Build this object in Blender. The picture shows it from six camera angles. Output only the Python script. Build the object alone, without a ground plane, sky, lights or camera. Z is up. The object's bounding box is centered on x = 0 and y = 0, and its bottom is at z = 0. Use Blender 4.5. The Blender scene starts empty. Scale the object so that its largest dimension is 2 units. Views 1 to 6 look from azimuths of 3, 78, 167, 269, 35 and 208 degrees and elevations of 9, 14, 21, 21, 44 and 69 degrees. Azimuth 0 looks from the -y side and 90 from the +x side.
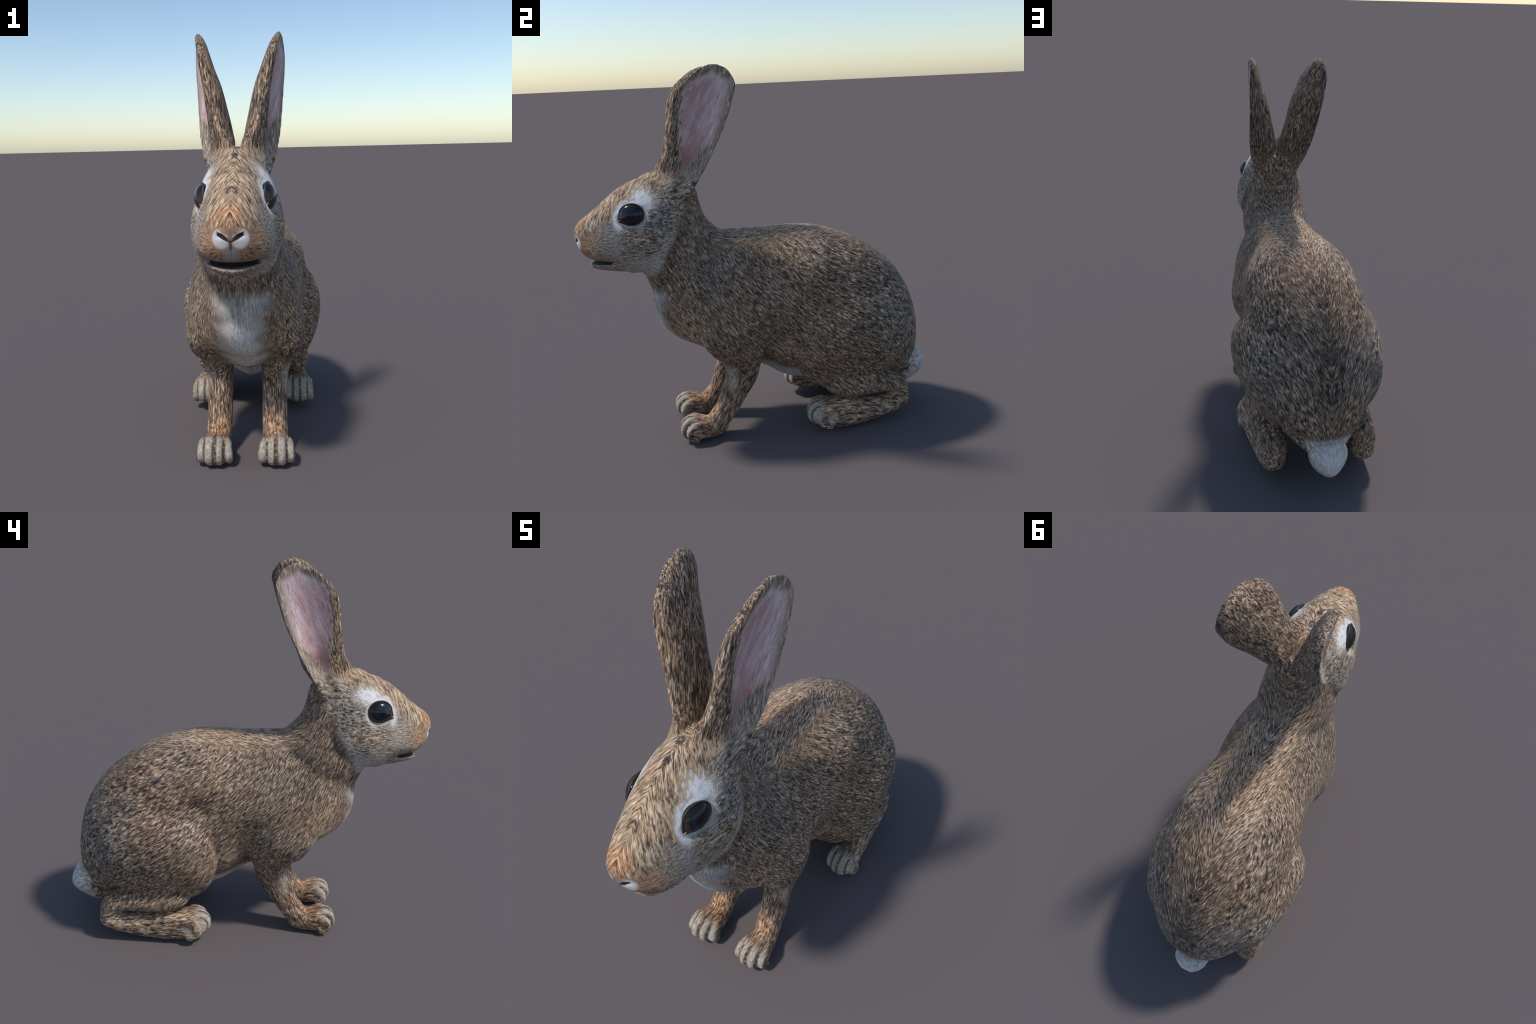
import bpy, bmesh, math
import numpy as np
from mathutils import Vector
from mathutils.bvhtree import BVHTree

# ------------------------------------------------------------------ helpers
def interp(keys, t):
    """Monotone cubic (pchip) through rows [t, a, b, ...] at positions t."""
    k = np.array(keys, float); x = k[:, 0]; Y = k[:, 1:]
    h = np.diff(x)[:, None]; d = np.diff(Y, axis=0) / h
    m = np.zeros_like(Y)
    m[0], m[-1] = d[0], d[-1]
    for i in range(1, len(x) - 1):
        same = d[i - 1] * d[i] > 0
        w1, w2 = 2 * h[i] + h[i - 1], h[i] + 2 * h[i - 1]
        den = np.where(same, w1 / np.where(same, d[i - 1], 1) + w2 / np.where(same, d[i], 1), 1)
        m[i] = np.where(same, (w1 + w2) / den, 0)
    t = np.atleast_1d(np.asarray(t, float))
    i = np.clip(np.searchsorted(x, t) - 1, 0, len(x) - 2)
    s = ((t - x[i]) / (x[i + 1] - x[i]))[:, None]; H = h[i]
    return ((2*s**3 - 3*s**2 + 1) * Y[i] + (s**3 - 2*s**2 + s) * H * m[i]
            + (-2*s**3 + 3*s**2) * Y[i + 1] + (s**3 - s**2) * H * m[i + 1])

def closed_spline(P, n):
    """Closed centripetal-ish Catmull-Rom, n samples, evenly spaced by arc length."""
    P = np.array(P, float); N = len(P); out = []
    for i in range(N):
        p0, p1, p2, p3 = P[i - 1], P[i], P[(i + 1) % N], P[(i + 2) % N]
        for s in np.linspace(0, 1, 16, endpoint=False):
            out.append(.5 * (2*p1 + (p2 - p0)*s + (2*p0 - 5*p1 + 4*p2 - p3)*s*s + (3*p1 - p0 - 3*p2 + p3)*s**3))
    out = np.array(out); Q = np.vstack([out, out[:1]])
    L = np.concatenate([[0], np.cumsum(np.linalg.norm(np.diff(Q, axis=0), axis=1))])
    u = np.linspace(0, L[-1], n, endpoint=False)
    return np.stack([np.interp(u, L, Q[:, k]) for k in range(P.shape[1])], 1)

def loft(rings):
    """Closed shell from rings (list of n x 3) capped by a pole at either end."""
    R = [np.asarray(r, float) for r in rings]; n = len(R[0])
    V = np.vstack(R + [R[0].mean(0)[None], R[-1].mean(0)[None]]); F = []
    for i in range(len(R) - 1):
        for j in range(n):
            k = (j + 1) % n
            F.append((i*n + j, i*n + k, (i+1)*n + k, (i+1)*n + j))
    a, b = len(R) * n, len(R) * n + 1
    for j in range(n):
        k = (j + 1) % n
        F.append((a, k, j)); F.append((b, (len(R)-1)*n + j, (len(R)-1)*n + k))
    # make faces point outwards
    T = [(f[0], f[i], f[i+1]) for f in F for i in range(1, len(f) - 1)]; T = np.array(T)
    vol = np.einsum('ij,ij->i', V[T[:, 0]], np.cross(V[T[:, 1]], V[T[:, 2]])).sum()
    if vol < 0: F = [tuple(reversed(f)) for f in F]
    return V, F

def mirrored(shell):
    V, F = shell
    return V * [-1, 1, 1], [tuple(reversed(f)) for f in F]

ANG = np.linspace(0, 2*np.pi, 64, endpoint=False)
def spow(v, p): return np.sign(v) * np.abs(v) ** p

def barrel(keys, n=60, power=.5):
    """Loft of upright cross-sections along y.
    keys: y, z_top, z_bottom, z_of_widest, half_width, exponent_top, exponent_bottom"""
    k = np.array(keys, float)
    s = np.linspace(0, 1, n); s = .5 - .5*np.cos(np.pi*s)
    ys = k[0, 0] + (k[-1, 0] - k[0, 0]) * s
    rings = []
    for y, (zt, zb, zw, hw, et, eb) in zip(ys, interp(keys, ys)):
        c, sn = np.cos(ANG), np.sin(ANG)
        e = np.where(sn >= 0, et, eb)
        x = hw * spow(c, 2/e)
        z = zw + np.where(sn >= 0, (zt - zw), (zw - zb)) * spow(sn, 2/e)
        rings.append(np.stack([x, np.full_like(x, y), z], 1))
    return loft(rings)

def column(keys, n=40):
    """Loft of level cross-sections along z. keys: z, y_front, y_rear, half_width, exponent"""
    k = np.array(keys, float); zs = np.linspace(k[0, 0], k[-1, 0], n); rings = []
    for z, (yf, yr, hw, e) in zip(zs, interp(keys, zs)):
        x = hw * spow(np.cos(ANG), 2/e); y = (yf+yr)/2 + (yr-yf)/2 * spow(np.sin(ANG), 2/e)
        rings.append(np.stack([x, y, np.full_like(x, z)], 1))
    return loft(rings)

def tube(keys, n=40, seg=40, expo=2.2, end=True):
    """Sweep of elliptic sections along a path in a y-z-like plane.
    keys: x, y, z, half_width (along x), half_depth (in the plane of the path)"""
    k = np.array(keys, float)
    L = np.concatenate([[0], np.cumsum(np.linalg.norm(np.diff(k[:, :3], axis=0), axis=1))])
    t = np.linspace(0, L[-1], n)
    P = interp(np.column_stack([L, k]), t)
    C = P[:, :3]; D = np.gradient(C, axis=0); D /= np.linalg.norm(D, axis=1)[:, None]
    a = np.linspace(0, 2*np.pi, seg, endpoint=False); rings = []
    hw, hd = P[:, 3].copy(), P[:, 4].copy()
    def ring(c, d, w, h):
        X = np.array([1., 0, 0]); X = X - d * (X @ d); X /= np.linalg.norm(X); Y = np.cross(d, X)
        return c + np.outer(w*spow(np.cos(a), 2/expo), X) + np.outer(h*spow(np.sin(a), 2/expo), Y)
    if end:   # rounded start
        for q in (.95, .75, .4):
            f = math.sqrt(1 - q*q); r = min(hw[0], hd[0])
            rings.append(ring(C[0] - D[0]*r*q, D[0], hw[0]*f, hd[0]*f))
    for i in range(n): rings.append(ring(C[i], D[i], hw[i], hd[i]))
    if end:
        for q in (.4, .75, .95):
            f = math.sqrt(1 - q*q); r = min(hw[-1], hd[-1])
            rings.append(ring(C[-1] + D[-1]*r*q, D[-1], hw[-1]*f, hd[-1]*f))
    return loft(rings)

# ------------------------------------------------------------------ the shells that make up the body
shells = []            # (part name, side, V, F)
def add(name, shell, pair=False):
    shells.append((name, 1, *shell))
    if pair: shells.append((name, -1, *mirrored(shell)))

# torso: y, z_top, z_bottom, z_widest, half_width, exponents
TORSO = [
 (-.600, .83, .74, .79, .04, 2, 2), (-.578, .90, .67, .78, .086, 2, 2), (-.538, .95, .605, .775, .142, 2, 2),
 (-.475, 1.00, .54, .77, .188, 2, 2), (-.38, 1.06, .475, .74, .243, 2, 2.0), (-.28, 1.11, .425, .74, .268, 1.9, 2.0),
 (-.20, 1.14, .395, .745, .277, 1.85, 1.65), (-.10, 1.139, .370, .745, .280, 1.85, 1.35), (0, 1.134, .325, .745, .270, 1.9, 1.35),
 (.10, 1.137, .258, .775, .288, 2, 1.6), (.20, 1.134, .224, .775, .320, 2, 1.65), (.30, 1.124, .21, .73, .337, 2, 1.65),
 (.40, 1.099, .205, .67, .334, 2, 1.7), (.54, 1.040, .20, .64, .322, 2, 1.8), (.65, .970, .165, .60, .296, 2, 1.85),
 (.75, .885, .165, .55, .254, 2, 1.85), (.83, .770, .175, .51, .190, 2, 1.8), (.875, .665, .24, .48, .134, 2, 1.9),
 (.901, .55, .29, .44, .075, 2, 2), (.911, .48, .36, .42, .03, 2, 2)]
add('torso', barrel(TORSO))

NECK = [(.72, -.57, -.02, .13, 2), (.82, -.595, -.03, .155, 2), (.90, -.62, -.10, .172, 2.2), (.96, -.645, -.14, .186, 2.3), (1.0, -.655, -.16, .192, 2.3),
        (1.08, -.60, -.16, .187, 2.1), (1.16, -.57, -.236, .174, 2.1), (1.22, -.55, -.290, .160, 2.1),
        (1.29, -.53, -.313, .143, 2), (1.38, -.50, -.332, .105, 2), (1.43, -.48, -.37, .07, 2)]
add('neck', column(NECK))

HEAD = [
 (-.976, 1.20, 1.165, 1.183, .018, 2, 2), (-.965, 1.222, 1.128, 1.175, .043, 2.2, 2.2), (-.945, 1.247, 1.085, 1.15, .070, 2.2, 2.4),
 (-.91, 1.273, 1.055, 1.13, .097, 2.1, 2.6), (-.87, 1.302, 1.042, 1.12, .119, 2, 2.6), (-.83, 1.334, 1.035, 1.12, .136, 1.9, 2.6), (-.785, 1.370, 1.022, 1.12, .152, 1.8, 2.5),
 (-.74, 1.402, .985, 1.13, .165, 1.75, 2.4), (-.70, 1.424, .957, 1.135, .177, 1.72, 2.5), (-.62, 1.459, .957, 1.14, .197, 1.7, 2.3), (-.53, 1.487, .956, 1.14, .201, 1.72, 2.1),
 (-.46, 1.487, .975, 1.14, .184, 1.75, 2), (-.41, 1.455, 1.02, 1.14, .156, 1.8, 2), (-.36, 1.40, 1.08, 1.17, .12, 2, 2), (-.33, 1.34, 1.14, 1.2, .08, 2, 2)]
add('head', barrel(HEAD))
JAW = [(-.908, 1.020, 1.008, 1.014, .03, 2, 2), (-.892, 1.022, .998, 1.014, .062, 2.4, 2), (-.85, 1.020, .985, 1.010, .092, 3, 2), (-.80, 1.016, .975, 1.004, .115, 3, 2),
       (-.75, 1.02, .966, 1.0, .122, 2.2, 2), (-.70, 1.04, .960, 1.0, .135, 2, 2), (-.64, 1.05, .958, 1.0, .125, 2, 2)]
jv, jf = barrel(JAW, n=40)
jv[:, 2] += 1.7 * np.minimum(np.abs(jv[:, 0]), .12)**2      # the jaw curls up towards the corners of the mouth
add('lower_jaw', (jv, jf))

# ear of the +x side. levels: z, front margin (x, y), rear margin (x, y), bulge, recess fraction, overhang of the front roll
EAR = [
 (1.33, .120, -.480, .130, -.390, .070, .05, .10), (1.40, .125, -.460, .155, -.350, .098, .08, .13), (1.45, .125, -.430, .172, -.325, .127, .14, .145),
 (1.50, .124, -.415, .182, -.295, .138, .24, .140), (1.55, .128, -.412, .190, -.267, .131, .30, .100), (1.65, .138, -.412, .198, -.214, .113, .30, .066),
 (1.75, .150, -.412, .205, -.169, .096, .30, .046), (1.85, .168, -.395, .212, -.137, .072, .27, .038), (1.90, .178, -.370, .213, -.124, .062, .24, .032),
 (1.95, .188, -.315, .208, -.142, .049, .18, .028), (1.98, .194, -.275, .204, -.166, .036, .1, .024), (2.000, .192, -.235, .198, -.208, .016, .05, .012)]
def ear_shell():
    rings = []
    zs = np.concatenate([np.linspace(1.33, 1.95, 44), np.linspace(1.955, 2.000, 9)])
    for z, (xf, yf, xr, yr, B, q, e) in zip(zs, interp(EAR, zs)):
        F, R = np.array([xf, yf]), np.array([xr, yr]); c = R - F; L = np.linalg.norm(c); c /= L
        m = np.array([-c[1], c[0]])                 # towards the middle of the head
        w = min(.016, .45 * B) / B                   # half thickness of the rear rim
        ctrl = [(L, .1*w), (L - .003, w*1.1), (.80*L, .72), (.5*L, 1.02), (.2*L, .93), (-.3*e, .72), (-.85*e, .42), (-.97*e, .16), (-.35*e, -.02), (.01*L, .0),
                (.10*L, .35*q), (.30*L, .95*q), (.55*L, 1.0*q), (.80*L, .36*q), (.95*L, -.05*w)]
        P = [F + c*u + m*B*d for u, d in ctrl]
        r = closed_spline(P, 72)
        rings.append(np.column_stack([r, np.full(len(r), z)]))
    return loft(rings)
add('ear', ear_shell(), pair=True)

# tail
TAIL = [(.75, .24, .13, .18, .06, 2, 2), (.81, .285, .092, .215, .082, 2.3, 1.9), (.86, .316, .102, .245, .094, 2.5, 1.7), (.915, .325, .130, .255, .088, 2.6, 1.6),
        (.952, .30, .156, .25, .066, 2.4, 1.6), (.976, .25, .185, .22, .028, 2, 1.8)]
add('tail', barrel(TAIL, n=30))

# thigh: closed outline in y-z, puffed out along x
THIGH = [(.138, .56), (.140, .45), (.162, .335), (.225, .255), (.36, .212), (.52, .225), (.65, .275), (.735, .36), (.785, .48), (.765, .63), (.67, .75),
         (.50, .83), (.36, .825), (.245, .775), (.170, .675)]
def thigh_shell():
    o = closed_spline(THIGH, 72); c = np.array([.36, .575]); rings = []
    for x in np.concatenate([np.linspace(.02, .33, 14), np.linspace(.34, .3905, 16)]):
        s = max(0.0, (x - .13) / (.391 - .13))
        f = (1 - s**3.6) ** (1/1.8)
        p = c + (o - c) * f
        p[:, 1] = np.where(p[:, 1] < c[1], c[1] + (p[:, 1] - c[1]) * (1 - .34*s*s), p[:, 1])     # tucked in below
        rings.append(np.column_stack([np.full(len(p), x), p]))
    return loft(rings)
add('hindlimb', thigh_shell(), pair=True)
# shank down to the hock, then the long foot
add('hindlimb', tube([(.225, .36, .285, .085, .080), (.230, .48, .258, .082, .074), (.234, .59, .246, .078, .062), (.234, .66, .232, .074, .056), (.234, .718, .188, .070, .056), (.236, .722, .125, .063, .055)]), pair=True)
add('foot', tube([(.238, .726, .125, .062, .055), (.241, .66, .103, .062, .056), (.247, .52, .088, .063, .074), (.255, .38, .100, .069, .094), (.263, .28, .113, .072, .084),
                  (.267, .235, .118, .066, .068)]), pair=True)
# upper arm, forearm, paw
add('forelimb', tube([(.152, -.24, .72, .122, .160), (.170, -.210, .60, .122, .172), (.157, -.158, .48, .090, .128), (.140, -.158, .38, .070, .098), (.136, -.208, .25, .062, .073),
                      (.136, -.260, .15, .062, .060), (.139, -.310, .09, .062, .058)], expo=2.3), pair=True)
add('paw', tube([(.141, -.305, .066, .058, .054), (.143, -.355, .063, .065, .061), (.146, -.42, .064, .076, .060), (.147, -.456, .060, .073, .054)], expo=2.15), pair=True)
for i, (x, dx) in enumerate([(.083, -.012), (.126, -.003), (.169, .006), (.209, .018)]):
    y = [-.480, -.500, -.501, -.474][i]
    hh = [.098, .112, .114, .098][i]
    add('toe', tube([(.146 + (x - .146)*.72, -.385, hh - .012, .020, .028), (.146 + (x - .146)*.9, y + .045, hh, .0235, .028), (x, y + .008, hh - .026, .0235, .026),
                     (x + dx*.3, y + .004, .058, .022, .024), (x + dx*.3, y + .032, .028, .019, .022)], seg=24, n=20), pair=True)
for i, (x, dx) in enumerate([(.212, -.010), (.249, -.003), (.288, .006), (.321, .016)]):
    y = [.215, .200, .205, .240][i]
    zz = [.0, .0, -.005, -.02][i]
    add('hind_toe', tube([(.264 + (x - .264)*.75, y + .11, .148+zz, .020, .03), (.264 + (x - .264)*.92, y + .05, .162+zz, .0235, .03), (x, y + .010, .142+zz, .0235, .027),
                          (x + dx*.3, y + .006, .102+zz, .022, .026), (x + dx*.3, y + .05, .074+zz, .019, .024)], seg=24, n=20), pair=True)

# ------------------------------------------------------------------ union -> one smooth skin
V = []; F = []; off = 0; label_of_face = []
for i, (name, side, v, f) in enumerate(shells):
    V.append(v); F += [tuple(a + off for a in q) for q in f]; label_of_face += [i] * len(f); off += len(v)
V = np.vstack(V)
src = bpy.data.meshes.new('shells'); src.from_pydata(V.tolist(), [], F); src.update()
ob = bpy.data.objects.new('shells', src); bpy.context.scene.collection.objects.link(ob)
bvh = BVHTree.FromPolygons([Vector(p) for p in V], F)
mod = ob.modifiers.new('union', 'REMESH'); mod.mode = 'VOXEL'; mod.voxel_size = .0056; mod.adaptivity = 0
dg = bpy.context.evaluated_depsgraph_get()
ev = ob.evaluated_get(dg).to_mesh()
nv = len(ev.vertices); P = np.empty(nv*3); ev.vertices.foreach_get('co', P); P = P.reshape(-1, 3)
faces = [tuple(p.vertices) for p in ev.polygons]
E_ = np.empty(len(ev.edges)*2, int); ev.edges.foreach_get('vertices', E_); E_ = E_.reshape(-1, 2)
ob.evaluated_get(dg).to_mesh_clear()
bpy.data.objects.remove(ob); bpy.data.meshes.remove(src)

deg = np.bincount(E_.ravel(), minlength=nv)[:, None].astype(float)
def neighbours(X):
    S = np.empty_like(X)
    for k in range(3):
        S[:, k] = np.bincount(E_[:, 0], X[E_[:, 1], k], nv) + np.bincount(E_[:, 1], X[E_[:, 0], k], nv)
    return S / deg
def smoothstep(a, b, v):
    t = np.clip((v - a) / (b - a), 0, 1); return t*t*(3 - 2*t)
# local swellings and hollows of the flesh: (centre, spread, shift), the same on both sides
FLESH = [((.30, .245, .785), (.12, .065, .060), (-.050, 0, 0)),      # hollow above the front of the thigh
         ((.19, .06, .45), (.08, .060, .065), (.026, 0, 0)),         # flank behind the elbow
         ((.39, .43, .64), (.08, .13, .05), (.006, 0, 0)),           # upper thigh
         ((.30, .42, .235), (.07, .14, .035), (.018, 0, -.010)),      # knee folding down on to the foot
         ((.12, -.42, .47), (.14, .08, .06), (0, .028, .024)),       # under the chest
         ((.14, -.855, 1.09), (.05, .05, .045), (.014, 0, 0)),       # whisker pads
         ((.22, -.33, .62), (.07, .06, .08), (.010, -.008, 0)),      # point of the shoulder
         ((.034, -.955, 1.158), (.014, .03, .0055), (0, .012, 0)),   # nostrils
         ((.19, -.30, 1.12), (.08, .07, .07), (-.012, 0, 0))]        # nape side
side_of = np.where(P[:, 0] < 0, -1.0, 1.0)
M = P.copy(); M[:, 0] *= side_of; move = np.zeros_like(P)
for c_, r_, v_ in FLESH:
    g_ = np.exp(-.5 * (((M - c_) / r_)**2).sum(1)); move += g_[:, None] * np.array(v_)
M += move; M[:, 0] *= side_of; P = M

# how strongly each place is smoothed: joints of neck and shoulders much, feet and ears little
def blob(c, r0, r1):
    d = np.linalg.norm((np.abs(P) * [1, 0, 0] + P * [0, 1, 1]) - c, axis=1); return 1 - smoothstep(r0, r1, d)
soft = np.maximum.reduce([blob([.1, -.25, 1.1], .12, .3), blob([.15, -.45, .9], .15, .3), blob([.2, -.2, .6], .2, .36), blob([.16, .6, .75], .15, .3), blob([0, .8, .3], .02, .12) * .5, blob([.147, -.46, .09], .10, .14) * .03, blob([.265, .22, .13], .10, .14) * .03])
for it in range(60):
    w = .5 * (soft if it >= 6 else np.ones(nv))[:, None]
    P = P + w * (neighbours(P) - P)
    P = P - (w * 1.02) * (neighbours(P) - P) if it % 2 and it < 6 else P

# sockets: the skin round each eye lies in the plane of the eye
EYE_C, EYE_N = np.array([.134, -.675, 1.286]), np.array([.96, -.22, .15])
EYE_N /= np.linalg.norm(EYE_N)
Q = P * [1, 1, 1]; sg = np.where(P[:, :1] < 0, -1.0, 1.0); Q[:, :1] *= sg
rel = Q - EYE_C; pn = rel @ EYE_N; rr = np.linalg.norm(rel - np.outer(pn, EYE_N), axis=1)
wt = (1 - smoothstep(.062, .092, rr)) * (Q[:, 0] > .06)
Q += np.outer((np.clip(pn, -.010, .003) - pn) * wt, EYE_N)
Q[:, :1] *= sg; P = Q

# ------------------------------------------------------------------ region of every face = nearest shell
names = []
fc = np.array([P[list(f)].mean(0) for f in faces])
for c in fc:
    i = label_of_face[bvh.find_nearest(Vector(c))[2]]
    kind = shells[i][0]
    if kind == 'ear' and c[2] > 1.45:           # the lining of the ear is a part of its own
        xf, yf, xr, yr, B_ = (np.interp(c[2], [k[0] for k in EAR], [k[n_] for k in EAR]) for n_ in range(1, 6))
        u_ = (c[1] - yf) / (yr - yf)
        if 0 < u_ < .97 and abs(c[0]) > xf + (xr - xf)*u_ - B_*(2.4*u_*(1 - u_) + .02): kind = 'inner_ear'
    names.append((kind, shells[i][1], i))

whole = bpy.data.meshes.new('whole'); whole.from_pydata(P.tolist(), [], faces); whole.update()
VN = np.empty(nv*3, np.float32); whole.vertex_normals.foreach_get('vector', VN); VN = VN.reshape(-1, 3)
bpy.data.meshes.remove(whole)

coll = bpy.context.scene.collection
root = bpy.data.objects.new('rabbit', None); coll.objects.link(root)
root.location.x = .0045
root['label'] = 'wild rabbit on all fours, grey brown agouti fur, upright ears'
root['category'] = 'rabbit'

# ------------------------------------------------------------------ materials
class Nd:
    """A value socket that can be combined with ordinary arithmetic."""
    tree = None
    def __init__(self, sock): self.s = sock
    @staticmethod
    def put(inp, v):
        if isinstance(v, Nd): Nd.tree.links.new(v.s, inp)
        else: inp.default_value = v
    @staticmethod
    def math(op, *a, clamp=False):
        n = Nd.tree.nodes.new('ShaderNodeMath'); n.operation = op; n.use_clamp = clamp
        for i, v in enumerate(a): Nd.put(n.inputs[i], v)
        return Nd(n.outputs[0])
    def __add__(a, b): return Nd.math('ADD', a, b)
    __radd__ = __add__
    def __mul__(a, b): return Nd.math('MULTIPLY', a, b)
    __rmul__ = __mul__
    def __sub__(a, b): return Nd.math('SUBTRACT', a, b)
    def __rsub__(a, b): return Nd.math('SUBTRACT', b, a)
    def __truediv__(a, b): return Nd.math('DIVIDE', a, b)
    def abs(a): return Nd.math('ABSOLUTE', a)
def nmax(a, *r):
    for b in r: a = Nd.math('MAXIMUM', a, b)
    return a
def nmin(a, *r):
    for b in r: a = Nd.math('MINIMUM', a, b)
    return a
def ss(v, a, b):
    """0 below a, 1 above b (or the other way round when a > b), smooth between."""
    flip = a > b; lo, hi = (b, a) if flip else (a, b)
    n = Nd.tree.nodes.new('ShaderNodeMapRange'); n.interpolation_type = 'SMOOTHSTEP'
    Nd.put(n.inputs[0], v); n.inputs[1].default_value = lo; n.inputs[2].default_value = hi
    n.inputs[3].default_value, n.inputs[4].default_value = (1, 0) if flip else (0, 1)
    return Nd(n.outputs[0])
def vec(x, y, z):
    n = Nd.tree.nodes.new('ShaderNodeCombineXYZ')
    for i, v in enumerate((x, y, z)): Nd.put(n.inputs[i], v)
    return n.outputs[0]
def noise(v, scale, detail=2.0, rough=.5, w=None):
    n = Nd.tree.nodes.new('ShaderNodeTexNoise'); n.noise_dimensions = '4D' if w is not None else '3D'
    Nd.tree.links.new(v, n.inputs['Vector']); n.inputs['Scale'].default_value = scale
    n.inputs['Detail'].default_value = detail; n.inputs['Roughness'].default_value = rough
    if w is not None: Nd.put(n.inputs['W'], w)
    return Nd(n.outputs['Fac'])
def mixv(a, b, f): return a + (b - a) * f
def ramp(v, stops):
    n = Nd.tree.nodes.new('ShaderNodeValToRGB'); e = n.color_ramp.elements
    while len(e) < len(stops): e.new(.5)
    for k, (p, c) in zip(e, stops): k.position = p; k.color = (*c, 1)
    Nd.put(n.inputs[0], v); return n.outputs[0]
def mixc(a, b, f):
    n = Nd.tree.nodes.new('ShaderNodeMix'); n.data_type = 'RGBA'
    Nd.put(n.inputs['Factor'], f)
    for v, i in ((a, n.inputs[6]), (b, n.inputs[7])):
        if isinstance(v, tuple): i.default_value = (*v, 1)
        else: Nd.tree.links.new(v, i)
    return n.outputs[2]
def curve(v, pts):
    """Piecewise table y(v): pts are (v, y); values are packed into 0..1 for the curve node."""
    n = Nd.tree.nodes.new('ShaderNodeFloatCurve'); xs = [p[0] for p in pts]; ys = [p[1] for p in pts]
    x0, x1, y0, y1 = xs[0], xs[-1], min(ys), max(ys); c = n.mapping.curves[0]
    while len(c.points) < len(pts): c.points.new(.5, .5)
    for q, (x, y) in zip(c.points, pts): q.location = ((x - x0)/(x1 - x0), (y - y0)/(y1 - y0)); q.handle_type = 'VECTOR'
    n.mapping.update()
    Nd.put(n.inputs['Value'], (v - x0) / (x1 - x0))
    return Nd(n.outputs[0]) * (y1 - y0) + y0

fur = bpy.data.materials.new('agouti_fur'); fur.use_nodes = True
T = Nd.tree = fur.node_tree
bsdf = T.nodes['Principled BSDF']
tc = T.nodes.new('ShaderNodeTexCoord'); sep = T.nodes.new('ShaderNodeSeparateXYZ')
T.links.new(tc.outputs['Object'], sep.inputs[0]); OBJ = tc.outputs['Object']
x, y, z = (Nd(sep.outputs[i]) for i in range(3)); X = x.abs()
def dist(c, r=(1, 1, 1)):
    a = (X - c[0]) / r[0]; b = (y - c[1]) / r[1]; d = (z - c[2]) / r[2]
    return Nd.math('SQRT', a*a + b*b + d*d)

wob = noise(OBJ, 9, 2) - .5                 # slow wander of patch borders
w2 = noise(OBJ, 3.2, 2)                     # broad cloudiness
jit = noise(OBJ, 38, 1) - .5

# --- lie of the coat: fast coordinates across the hairs, slow coordinate along them
def hairs(a, b, slow, k=1.0):
    v = vec(a, b, 0.0)
    coarse = noise(v, 118*k, 2.0, .55, slow * (20/118.0))
    fine = noise(v, 260*k, 1.0, .5, slow * (34/260.0) + 7.3)
    return .5 + ((coarse - .5) * .58 + (fine - .5) * .46) * 1.24
bend = jit * .010
# flanks: hairs slope down and back, steeper on chest and rump; back: along the spine, meeting in a V
yy = y - .05
g = y * .65 + yy * yy * yy * .59
steep = 1.0 + yy * yy * .9                   # keeps the hair width even where the slope is steep
h_flank = hairs((z * .65 + g) / steep * 1.05 + bend, x * .22, y * .6 - z * .8, 1.42)
spine = y * .75 - z * .65
h_back = hairs(X * .9 + spine * .38 + bend, (z * .75 + y * .65) * .15, spine, 1.4)
m_back = nmin(nmax(ss(X + jit * .05, .17, .11), ss(y + jit*.05, .70, .80)), ss(y, -.36, -.26))
h_body = mixv(h_flank, h_back, m_back)
h_chest = hairs(x * .95 + bend, y * .2, z, 1.1)
h_body = mixv(h_body, h_chest, nmin(ss(y + X*.55 + jit*.05, -.40, -.47), ss(z, .98, .90)))
hx, hy, hz = X, y + 1.02, z - 1.14           # cheek hairs fan out from the nose
hr = Nd.math('SQRT', hx*hx + hy*hy + hz*hz)
h_cheek = hairs(hz / hr * .45 + bend, hx / hr * .45, hr)
s_up = y * .85 + z * .53; q_out = z * .85 - y * .53
h_brow = hairs(X * .85 + s_up * .5 + bend, q_out * .2, s_up * .85 - X * .5)
h_leg = hairs(x + bend, (y * .9 - z * .43) * .9, z * .9 + y * .43)
h_ear = hairs(X - z * .10 + bend, y - z * .33, z)
h_foot = hairs(x + bend, z * .6 + y*.1, y)
m_brow = nmin(ss(q_out + y * .0 + jit*.02 - X * .35, 1.42, 1.47), ss(z, 1.14, 1.22))
headline = y * .80 - z * .42                 # back of the jaw
m_head = ss(headline + jit * .03, -.845, -.885)
m_ear = ss(z + y * .10 + jit * .03, 1.405, 1.445)
m_leg = nmin(ss(z + jit*.05, .50, .42), ss(y, -.02, -.06))
m_foot = nmin(ss(z + jit*.03, .215, .18), ss(y, .05, .1))
m_foot = nmax(m_foot, nmin(ss(z, .17, .13), ss(y, -.34, -.38)))
h = mixv(h_body, h_leg, m_leg)
h = mixv(h, mixv(h_cheek, h_brow, m_brow) * .88 + .065, m_head)
h = mixv(h, h_ear, m_ear)
h = mixv(h, h_foot, m_foot)
fr = h - .5                                  # frayed borders
j = wob * .10 + fr * .22                     # border jitter in metres

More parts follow.
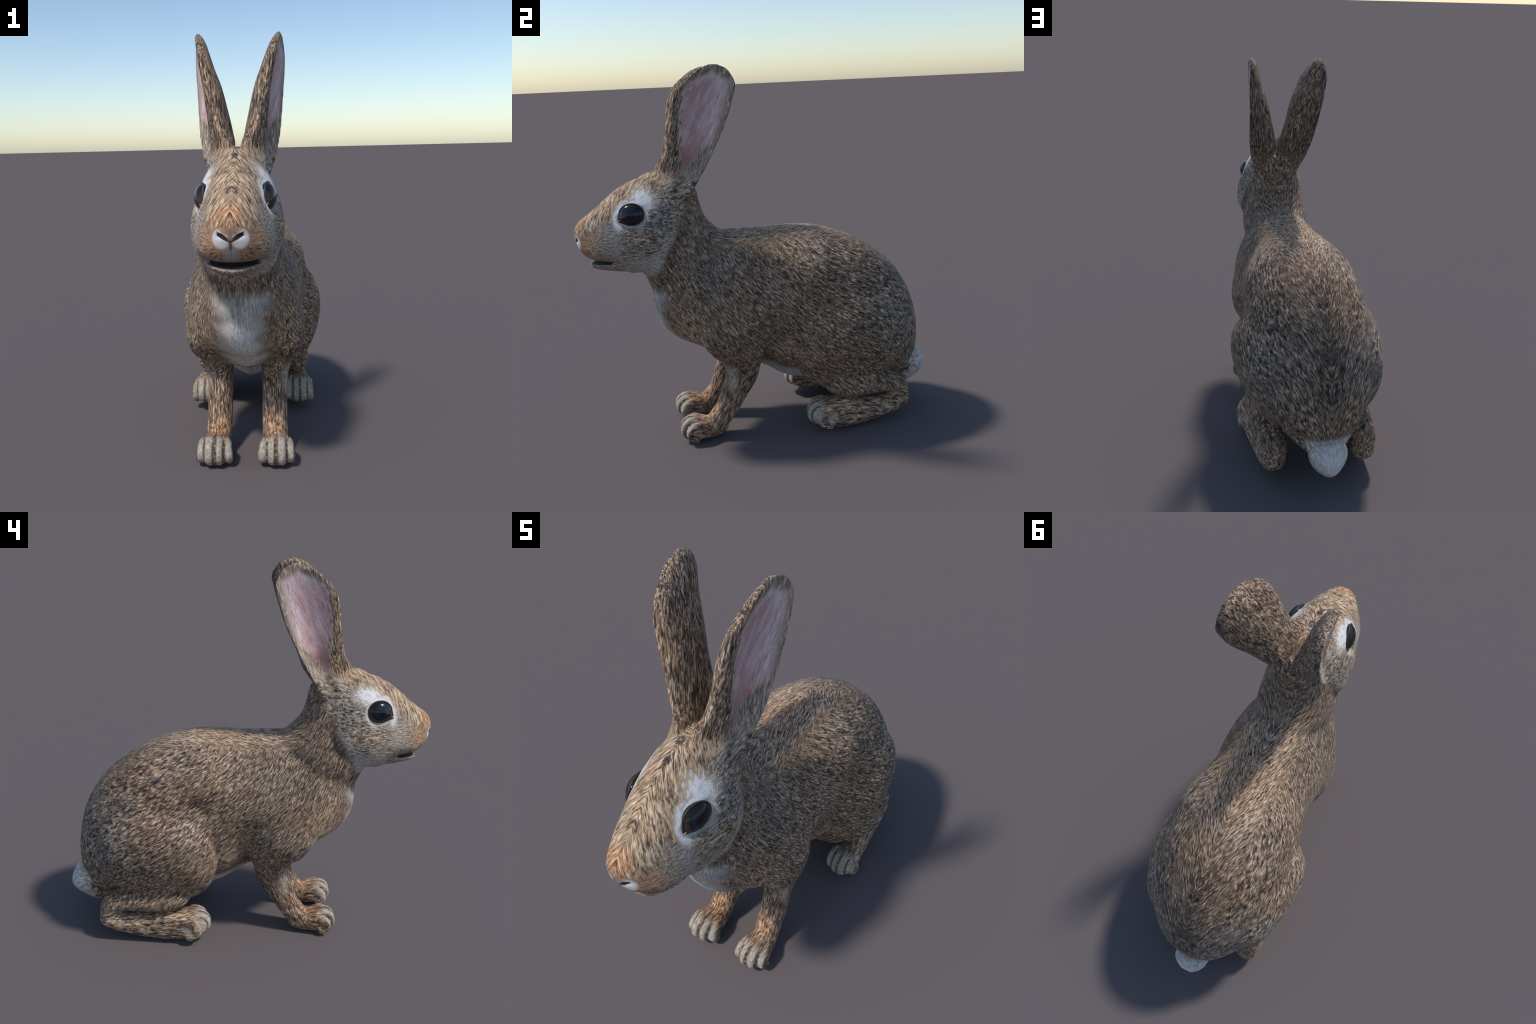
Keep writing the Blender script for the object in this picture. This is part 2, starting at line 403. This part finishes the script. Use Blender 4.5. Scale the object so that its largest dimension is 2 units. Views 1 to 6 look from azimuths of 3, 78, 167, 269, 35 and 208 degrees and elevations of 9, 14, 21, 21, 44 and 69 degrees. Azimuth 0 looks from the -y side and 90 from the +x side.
# --- agouti coat
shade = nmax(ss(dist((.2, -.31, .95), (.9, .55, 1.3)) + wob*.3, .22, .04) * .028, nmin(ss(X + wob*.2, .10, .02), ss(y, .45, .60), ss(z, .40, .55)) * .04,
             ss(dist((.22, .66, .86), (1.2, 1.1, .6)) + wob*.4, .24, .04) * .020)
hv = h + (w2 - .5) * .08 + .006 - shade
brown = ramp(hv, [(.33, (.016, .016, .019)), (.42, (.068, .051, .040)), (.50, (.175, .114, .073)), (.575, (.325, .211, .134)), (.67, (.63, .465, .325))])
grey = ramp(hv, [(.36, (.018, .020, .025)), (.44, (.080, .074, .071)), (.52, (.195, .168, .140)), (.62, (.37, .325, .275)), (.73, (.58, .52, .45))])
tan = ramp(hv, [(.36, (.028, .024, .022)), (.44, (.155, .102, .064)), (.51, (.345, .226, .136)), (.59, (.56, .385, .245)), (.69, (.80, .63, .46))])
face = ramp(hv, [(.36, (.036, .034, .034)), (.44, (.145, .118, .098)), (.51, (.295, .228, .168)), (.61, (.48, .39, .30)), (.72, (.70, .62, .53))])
orange = ramp(h, [(.36, (.08, .037, .018)), (.44, (.245, .112, .050)), (.52, (.43, .225, .115)), (.62, (.60, .39, .23)), (.72, (.76, .59, .42))])
white = ramp(h, [(.30, (.46, .44, .42)), (.45, (.64, .63, .62)), (.6, (.80, .79, .78))])
cream = ramp(h, [(.30, (.25, .21, .16)), (.48, (.43, .375, .305)), (.66, (.60, .545, .47))])
dark = ramp(h, [(.36, (.018, .017, .017)), (.55, (.075, .065, .055)), (.68, (.18, .155, .125))])

cool = ss(noise(OBJ, 4.5, 2), .42, .62)
col = mixc(brown, grey, cool * .25)
# greyer neck side, rump and hip
m = nmax(ss(dist((.2, -.28, 1.0), (.5, .9, 1)) + j, .26, .10) * .30, ss(dist((.2, .72, .62), (1.6, .8, 1)) + j, .30, .12) * .5)
col = mixc(col, grey, m)
# warm saddle on the back, warm shoulder front and flank hem
m = nmax(ss(dist((0, .10, 1.14), (.9, 1.5, .5)) + j, .34, .12) * .55, ss(dist((.2, .09, .46), (1.2, .6, .5)) + j, .22, .08) * .7,
         ss(dist((.2, -.43, .62), (.7, .7, 1.3)) + j, .20, .08) * .55)
col = mixc(col, tan, m)
# rusty tint along the front of the spine
col = mixc(col, orange, ss(dist((0, .16, 1.14), (.55, 1.7, .5)) + j*1.2, .16, .03) * .35)
# crown and cheeks
m_face = nmin(ss(headline + wob * .05, -.86, -.90), ss(z + X * .22 + jit*.03, 1.51, 1.475))
col = mixc(col, face, m_face * .9)
col = mixc(col, tan, nmin(m_brow, m_face, ss(X + j*.9, .15, .06)) * .8)
col = mixc(col, grey, nmin(ss(dist((.2, -.55, 1.26), (1, 1, .9)) + j, .13, .05), m_face) * .7)
col = mixc(col, tan, ss(dist((.19, -.62, 1.165), (1, 1.6, .35)) + j*.7, .085, .03) * .8)
col = mixc(col, mixc(white, grey, .45), nmin(ss(dist((.15, -.63, .985), (1.3, 1.7, .5)) + j*.8, .10, .03), m_face) * .5)
# dark smudges on the crown
col = mixc(col, dark, nmin(ss(dist((0, -.545, 1.48), (.9, 1.3, 1)) + j*.5, .035, .015), .8 + 0*h))
col = mixc(col, dark, ss(dist((0, -.625, 1.45), (.8, 1.2, 1)) + j*.5, .024, .01) * .8)
# dark line behind the jaw
col = mixc(col, dark, nmin(ss((headline + .838).abs() + j*.15, .030, .008), ss(z, 1.0, 1.05), ss(z, 1.26, 1.18)) * .4)
col = mixc(col, mixc(white, face, .5), nmin(ss((headline + .885).abs() + j*.2, .032, .006), ss(z, 1.22, 1.14), ss(z, .93, .97)) * .38)
col = mixc(col, mixc(white, face, .4), nmin(ss(dist((.17, -.60, 1.03), (1, 1.7, .55)) + j*.8, .10, .03), m_face) * .5)
col = mixc(col, mixc(white, face, .5), nmin(ss(dist((.16, -.775, 1.16), (1, .6, 1.2)) + j*.8, .09, .03), m_face) * .3)
# muzzle
col = mixc(col, orange, ss(dist((.06, -.93, 1.135), (1.25, 1.15, .9)) + j*1.1, .125, .040) * .78)
col = mixc(col, dark, nmin(ss(dist((.06, -.925, 1.085), (1.3, .8, .5)) + j*.4, .075, .04), ss(h, .50, .44)) * .6)
col = mixc(col, orange, ss(dist((0, -.93, 1.225), (.95, .75, .9)) + j*.3, .075, .045) * .9)
# forelimbs: orange down the front and round the wrist, dark elbow
m = nmin(ss(z + wob*.1, .36, .20), ss(y, .0, -.06))
col = mixc(col, orange, m * .22)
col = mixc(col, orange, ss(dist((.13, -.36, .16), (1, .9, 1.0)) + j*.5, .085, .030) * .5)
col = mixc(col, cream, ss(dist((.19, -.22, .36), (.5, .5, 1.6)) + j*.5, .085, .02) * .55)
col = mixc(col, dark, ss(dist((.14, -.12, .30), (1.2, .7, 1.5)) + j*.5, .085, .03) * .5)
# hind feet
col = mixc(col, tan, m_foot * ss(y, .1, .2) * .45)
# white: eye patch, bib, belly, tail
ed = Nd.math('SQRT', (y + .675)*(y + .675) + (z - 1.284)*(z - 1.284))
ring = ss(ed + j*.30, .082, .068) * ss(z + j*.4 - (y + .675)*.15, 1.195, 1.255) * (.6 + .4 * ss(z, 1.26, 1.31))
brow = ss(dist((.14, -.618, 1.362), (1.6, 1.05, .85)) + j*.8 + fr*.05, .072, .040)
fore = ss(dist((.15, -.745, 1.270), (1.3, .55, 1.1)) + j*.5, .060, .034)
eyew = nmin(nmax(ring, brow, fore), m_face)
col = mixc(col, white, eyew)
bib = nmin(ss(X + j*1.2 - (z - .6)*.06, .120, .055), ss(z + j*.6, .88, .79), ss(z - X * .35, .40, .44), ss(y + z * .75 + X*.3, .18, .09), ss(y, -.15, -.25))
col = mixc(col, mixc(mixc(white, cream, ss(noise(OBJ, 7, 1), .42, .58) * .55), grey, ss(z + wob*.3, .70, .82) * .45), bib * .85)
belly = nmin(ss(z + X * .65 + j*.6, .455, .405), ss(z - y, .34, .42) * 0 + 1, ss(y, -.05, .0), ss(y, .34, .24), ss(X, .19, .16), ss(z, .20, .22))
col = mixc(col, mixc(mixc(white, cream, .5), brown, ss(z + X*.5 + wob*.2, .30, .40) * .35), belly * .9)
tailm = nmin(ss(X + j*.3, .125, .105), ss(y - z * .12 + j*.45, .785, .835), ss(z + (y - .9) * .0 + j*.4, .345, .315))
col = mixc(col, mixc(white, cream, .40 + nmin(ss(y, .97, .90), ss(h, .56, .46)) * .65), tailm)
# nose: white flare, dark nostrils, philtrum
flare = nmax(nmin(ss(dist((.034, -.95, 1.148), (1, 1, 1.1)) + fr*.06, .039, .031), ss(z - X * .55 + fr*.05, 1.162, 1.154)), 0.0)
col = mixc(col, mixc(white, cream, ss(X, .02, .0) * .4), flare * .92)
slit = nmin(ss((z - 1.146 - (X - .012) * .55).abs() + (X - .03).abs() * .12, .0125, .008), ss(X, .054, .047), ss(y, -.90, -.92))
col = mixc(col, (.035, .022, .016), slit)
col = mixc(col, (.33, .17, .14), nmin(ss(dist((0, -.975, 1.149), (1, 9, .8)), .015, .006), ss(y, -.93, -.95)) * .85)
col = mixc(col, (.10, .075, .06), nmin(ss(X, .0065, .003), ss(z, 1.138, 1.132), ss(z, 1.072, 1.082), ss(y, -.90, -.92)))
col = mixc(col, mixc(grey, white, .4), nmin(ss(dist((0, -.95, 1.075), (1.1, 3, 1)) + fr*.08, .036, .018), ss(y, -.90, -.925)) * .75)
z0_mouth = z
# lips and the dark inside of the mouth
col = mixc(col, mixc(white, grey, .4), nmin(ss((z - 1.043).abs() + fr*.03, .012, .005), ss(y, -.79, -.82)) * .45)
col = mixc(col, (.040, .032, .026), nmin(ss(dist((0, -.775, z0_mouth), (.86, 1.0, 1.0)) + fr*.03, .134, .112), ss(z - X*X*1.6, 1.004, 1.012), ss(z - X*X*.9, 1.046, 1.038)))
# toes: pale with dark fur between
def toes(list_):
    return nmax(*[ss((X - c).abs() + fr*w*1.0, w*1.05, w*.62) for c, w in list_])
tf = toes([(.076, .020), (.120, .0150), (.171, .0195), (.212, .0150)])
th_ = toes([(.206, .018), (.248, .0155), (.290, .0180), (.328, .016)])
front = nmin(ss(y - z*.2 + fr*.16, -.445, -.500), ss(z, .20, .17))
hind = nmin(ss(y - z*.2 + fr*.12, .235, .185), ss(y, .05, .1), ss(z, .26, .24))
col = mixc(col, mixc(dark, brown, .3), nmax(front, hind) * .85)
col = mixc(col, cream, nmin(front, tf) * .80)
col = mixc(col, cream, nmin(hind, th_) * .80)
col = mixc(col, cream, ss(dist((.325, .30, .10), (.5, .8, 1)) + j*.4, .05, .025) * .7)
# inner ear: in front of the middle of the shell wall, between both margins
zf = curve(z, [(k[0], k[1]) for k in EAR]); yf = curve(z, [(k[0], k[2]) for k in EAR])
zr = curve(z, [(k[0], k[3]) for k in EAR]); yr = curve(z, [(k[0], k[4]) for k in EAR]); eb = curve(z, [(k[0], k[5]) for k in EAR])
u = (y - yf) / (yr - yf)                     # 0 front margin .. 1 rear margin
chord = zf + (zr - zf) * u
hump = u * (1 - u) * 4
inner = nmin(ss(X - (chord - eb * (hump * .60 + .02)), -.004, .004), ss(z, 1.42, 1.45))
low = ss(z + fr*.1, 1.44, 1.47)
edge = nmin(ss(u + fr * .22, .02, .10), ss(u + fr * .35 - ss(z, 1.60, 1.45) * .0, .93, .80), ss(z + fr*.08 + (u - .45).abs() * .12, 1.985, 1.955))
narrow = ss(u + fr*.25 - (z - 1.445) * 4.8, .10, -.06)
narrow = nmax(narrow, ss(z, 1.64, 1.70))
pm = nmin(inner, edge, narrow, low)
vein = noise(vec(y * 2.2 - z * 1.1, z * .7, x), 16, 3, .6)
vline = ss((noise(vec(y * 1.6 - z * .8, z * .5, x), 9, 3, .6) - .5).abs(), .030, .004)
pink = ramp(vein, [(.30, (.46, .26, .25)), (.46, (.56, .365, .36)), (.62, (.63, .475, .475))])
pink = mixc(pink, (.42, .20, .20), vline * .45)
pink = mixc(pink, (.42, .30, .33), nmin(ss((u - .42 - (z - 1.8) * .35).abs() + fr*.03, .10, .0), ss(z, 1.96, 1.90)) * .6)
pink = mixc(pink, (.40, .19, .15), ss(z + wob*.1 - (u - .4).abs()*.1, 1.63, 1.52) * .75)
fringe = nmin(inner, ss(u + fr*.3, -.05, .0), ss(z, 1.44, 1.5))
col = mixc(col, mixc(brown, cream, .55), nmin(inner, 1.0 + 0*h) * .75)
pale_rim = nmin(pm, nmax(ss(edge, .98, .6), ss(u + fr*.4 , .60, .80), ss(z + fr*.1, 1.90, 1.95)))
col = mixc(col, pink, pm)
col = mixc(col, mixc(pink, white, .55), pale_rim * ss(h, .44, .54) * .8)
# black-tipped rear rim of the ear and back edge
col = mixc(col, dark, nmin(m_ear, ss(u + fr*.25, .93, 1.0), ss(inner, .6, .2)) * .5)

T.links.new(col, bsdf.inputs['Base Color'])
bsdf.inputs['Roughness'].default_value = .82
bsdf.inputs['Specular IOR Level'].default_value = .18
bsdf.inputs['Sheen Weight'].default_value = .05
bump = T.nodes.new('ShaderNodeBump'); bump.inputs['Strength'].default_value = .35; bump.inputs['Distance'].default_value = .006
T.links.new(h.s, bump.inputs['Height']); T.links.new(bump.outputs[0], bsdf.inputs['Normal'])

def plain(name, rgb, rough, **kw):
    m = bpy.data.materials.new(name); m.use_nodes = True; b = m.node_tree.nodes['Principled BSDF']
    b.inputs['Base Color'].default_value = (*rgb, 1); b.inputs['Roughness'].default_value = rough
    for k, v in kw.items(): b.inputs[k.replace('_', ' ')].default_value = v
    return m


groups = {}
for f, (n, s, i) in zip(faces, names):
    key = (n, s if n in ('ear', 'inner_ear', 'hindlimb', 'foot', 'forelimb', 'paw', 'toe', 'hind_toe') else 0, i if 'toe' in n else -1)
    groups.setdefault(key, []).append(f)
made = {}
for key, fs in groups.items():
    ids = sorted({a for f in fs for a in f}); m = {a: k for k, a in enumerate(ids)}
    name = {'hind_toe': 'toe', 'foot': 'foot'}.get(key[0], key[0])
    me = bpy.data.meshes.new(name); me.from_pydata(P[ids].tolist(), [], [tuple(m[a] for a in f) for f in fs]); me.update()
    me.polygons.foreach_set('use_smooth', [True]*len(me.polygons))
    me.normals_split_custom_set_from_vertices(VN[ids].tolist())
    me.materials.append(fur)
    o = bpy.data.objects.new(name, me); coll.objects.link(o); made[key] = o
for key, o in made.items():
    n, s, i = key
    parent = root
    if n in ('paw', 'toe'): parent = made.get(('forelimb', s, -1), root)
    if n == 'inner_ear': parent = made.get(('ear', s, -1), root)
    if n in ('foot', 'hind_toe'): parent = made.get(('hindlimb', s, -1), root)
    o.parent = parent

# ------------------------------------------------------------------ eyes and lids
EYE_A = np.cross([0, 0, 1], EYE_N); EYE_A /= np.linalg.norm(EYE_A); EYE_B = np.cross(EYE_N, EYE_A)
def eye_outline(a):
    """Almond: tear corner low in front (towards -y), rounded behind."""
    r = .058 + .004*np.cos(2*a) + .012*np.exp(-((np.mod(a - math.radians(205) + np.pi, 2*np.pi) - np.pi)/.28)**2)
    return r*np.cos(a), r*np.sin(a)
m = bpy.data.materials.new('dark_eye'); m.use_nodes = True; T = Nd.tree = m.node_tree; b = T.nodes['Principled BSDF']
tc = T.nodes.new('ShaderNodeTexCoord'); sp = T.nodes.new('ShaderNodeSeparateXYZ'); T.links.new(tc.outputs['Object'], sp.inputs[0])
ex, ey, ez = (Nd(sp.outputs[i]) for i in range(3)); ex = ex.abs()
pa = (ex - EYE_C[0])*EYE_A[0] + (ey - EYE_C[1])*EYE_A[1] + (ez - EYE_C[2])*EYE_A[2]
pb = (ex - EYE_C[0])*EYE_B[0] + (ey - EYE_C[1])*EYE_B[1] + (ez - EYE_C[2])*EYE_B[2]
er = Nd.math('SQRT', pa*pa + (pb + .004)*(pb + .004))
c = mixc((.006, .007, .010), (.012, .017, .030), ss(er, .012, .03))
c = mixc(c, (.012, .010, .009), ss(er, .036, .042))
c = mixc(c, (.045, .026, .017), nmin(ss(er, .046, .050), ss(pb, .03, .0)))
T.links.new(c, b.inputs['Base Color']); b.inputs['Roughness'].default_value = .16
b.inputs['Specular IOR Level'].default_value = .35
eye_mat = m
lid_mat = plain('eyelid_skin', (.022, .018, .017), .55)
duct_mat = plain('tear_duct_skin', (.33, .14, .12), .5)

def shell_object(name, V, F, mat, parent):
    me = bpy.data.meshes.new(name); me.from_pydata(np.asarray(V).tolist(), [], F); me.update()
    me.polygons.foreach_set('use_smooth', [True]*len(me.polygons)); me.materials.append(mat)
    o = bpy.data.objects.new(name, me); coll.objects.link(o); o.parent = parent; return o
head_ob = next(o for k, o in made.items() if k[0] == 'head')
for side in (1, -1):
    rings = []
    a = np.linspace(0, 2*np.pi, 56, endpoint=False); oa, ob_ = eye_outline(a)
    for t in np.linspace(-.5, .97, 26):
        q = t * np.pi/2
        f = math.cos(q); hgt = .035 * math.sin(q)
        rings.append(EYE_C + np.outer(oa*f, EYE_A) + np.outer(ob_*f, EYE_B) + EYE_N*hgt)
    v, f = loft(rings)
    if side < 0: v, f = mirrored((v, f))
    shell_object('eye', v, f, eye_mat, head_ob)
    # lid: a soft rim lying round the almond
    rings = []
    for t in a:
        ca, cb = eye_outline(np.array([t])); n2 = np.array([ca[0], cb[0]]); n2 = n2/np.linalg.norm(n2)
        thick = .0036 + .001*max(0, math.sin(t))
        ring = []
        for s_ in np.linspace(0, 2*np.pi, 12, endpoint=False):
            k = 1.0 + thick*math.cos(s_)/.06
            ring.append(EYE_C + EYE_A*ca[0]*k + EYE_B*cb[0]*k + EYE_N*(.007 + thick*1.1*math.sin(s_)))
        rings.append(np.array(ring))
    n_, k_ = len(rings), 12
    v = np.vstack(rings); f = [(i*k_ + jn, i*k_ + (jn+1) % k_, ((i+1) % n_)*k_ + (jn+1) % k_, ((i+1) % n_)*k_ + jn) for i in range(n_) for jn in range(k_)]
    if side < 0: v, f = mirrored((v, f))
    shell_object('eyelid', v, f, lid_mat, head_ob)
    ca, cb = eye_outline(np.array([math.radians(205)]))
    c0 = EYE_C + EYE_A*ca[0]*1.0 + EYE_B*cb[0]*1.0 + EYE_N*.012
    dirv = EYE_A*math.cos(math.radians(205)) + EYE_B*math.sin(math.radians(205)); per = np.cross(EYE_N, dirv)
    rings = [c0 + dirv*d + np.outer(np.cos(a)*w_, per) + np.outer(np.sin(a)*w_, EYE_N) for d, w_ in [(-.009, .002), (-.005, .0036), (0, .004), (.005, .003), (.009, .001)]]
    v, f = loft(rings)
    if side < 0: v, f = mirrored((v, f))
    shell_object('tear_duct', v, f, duct_mat, head_ob)
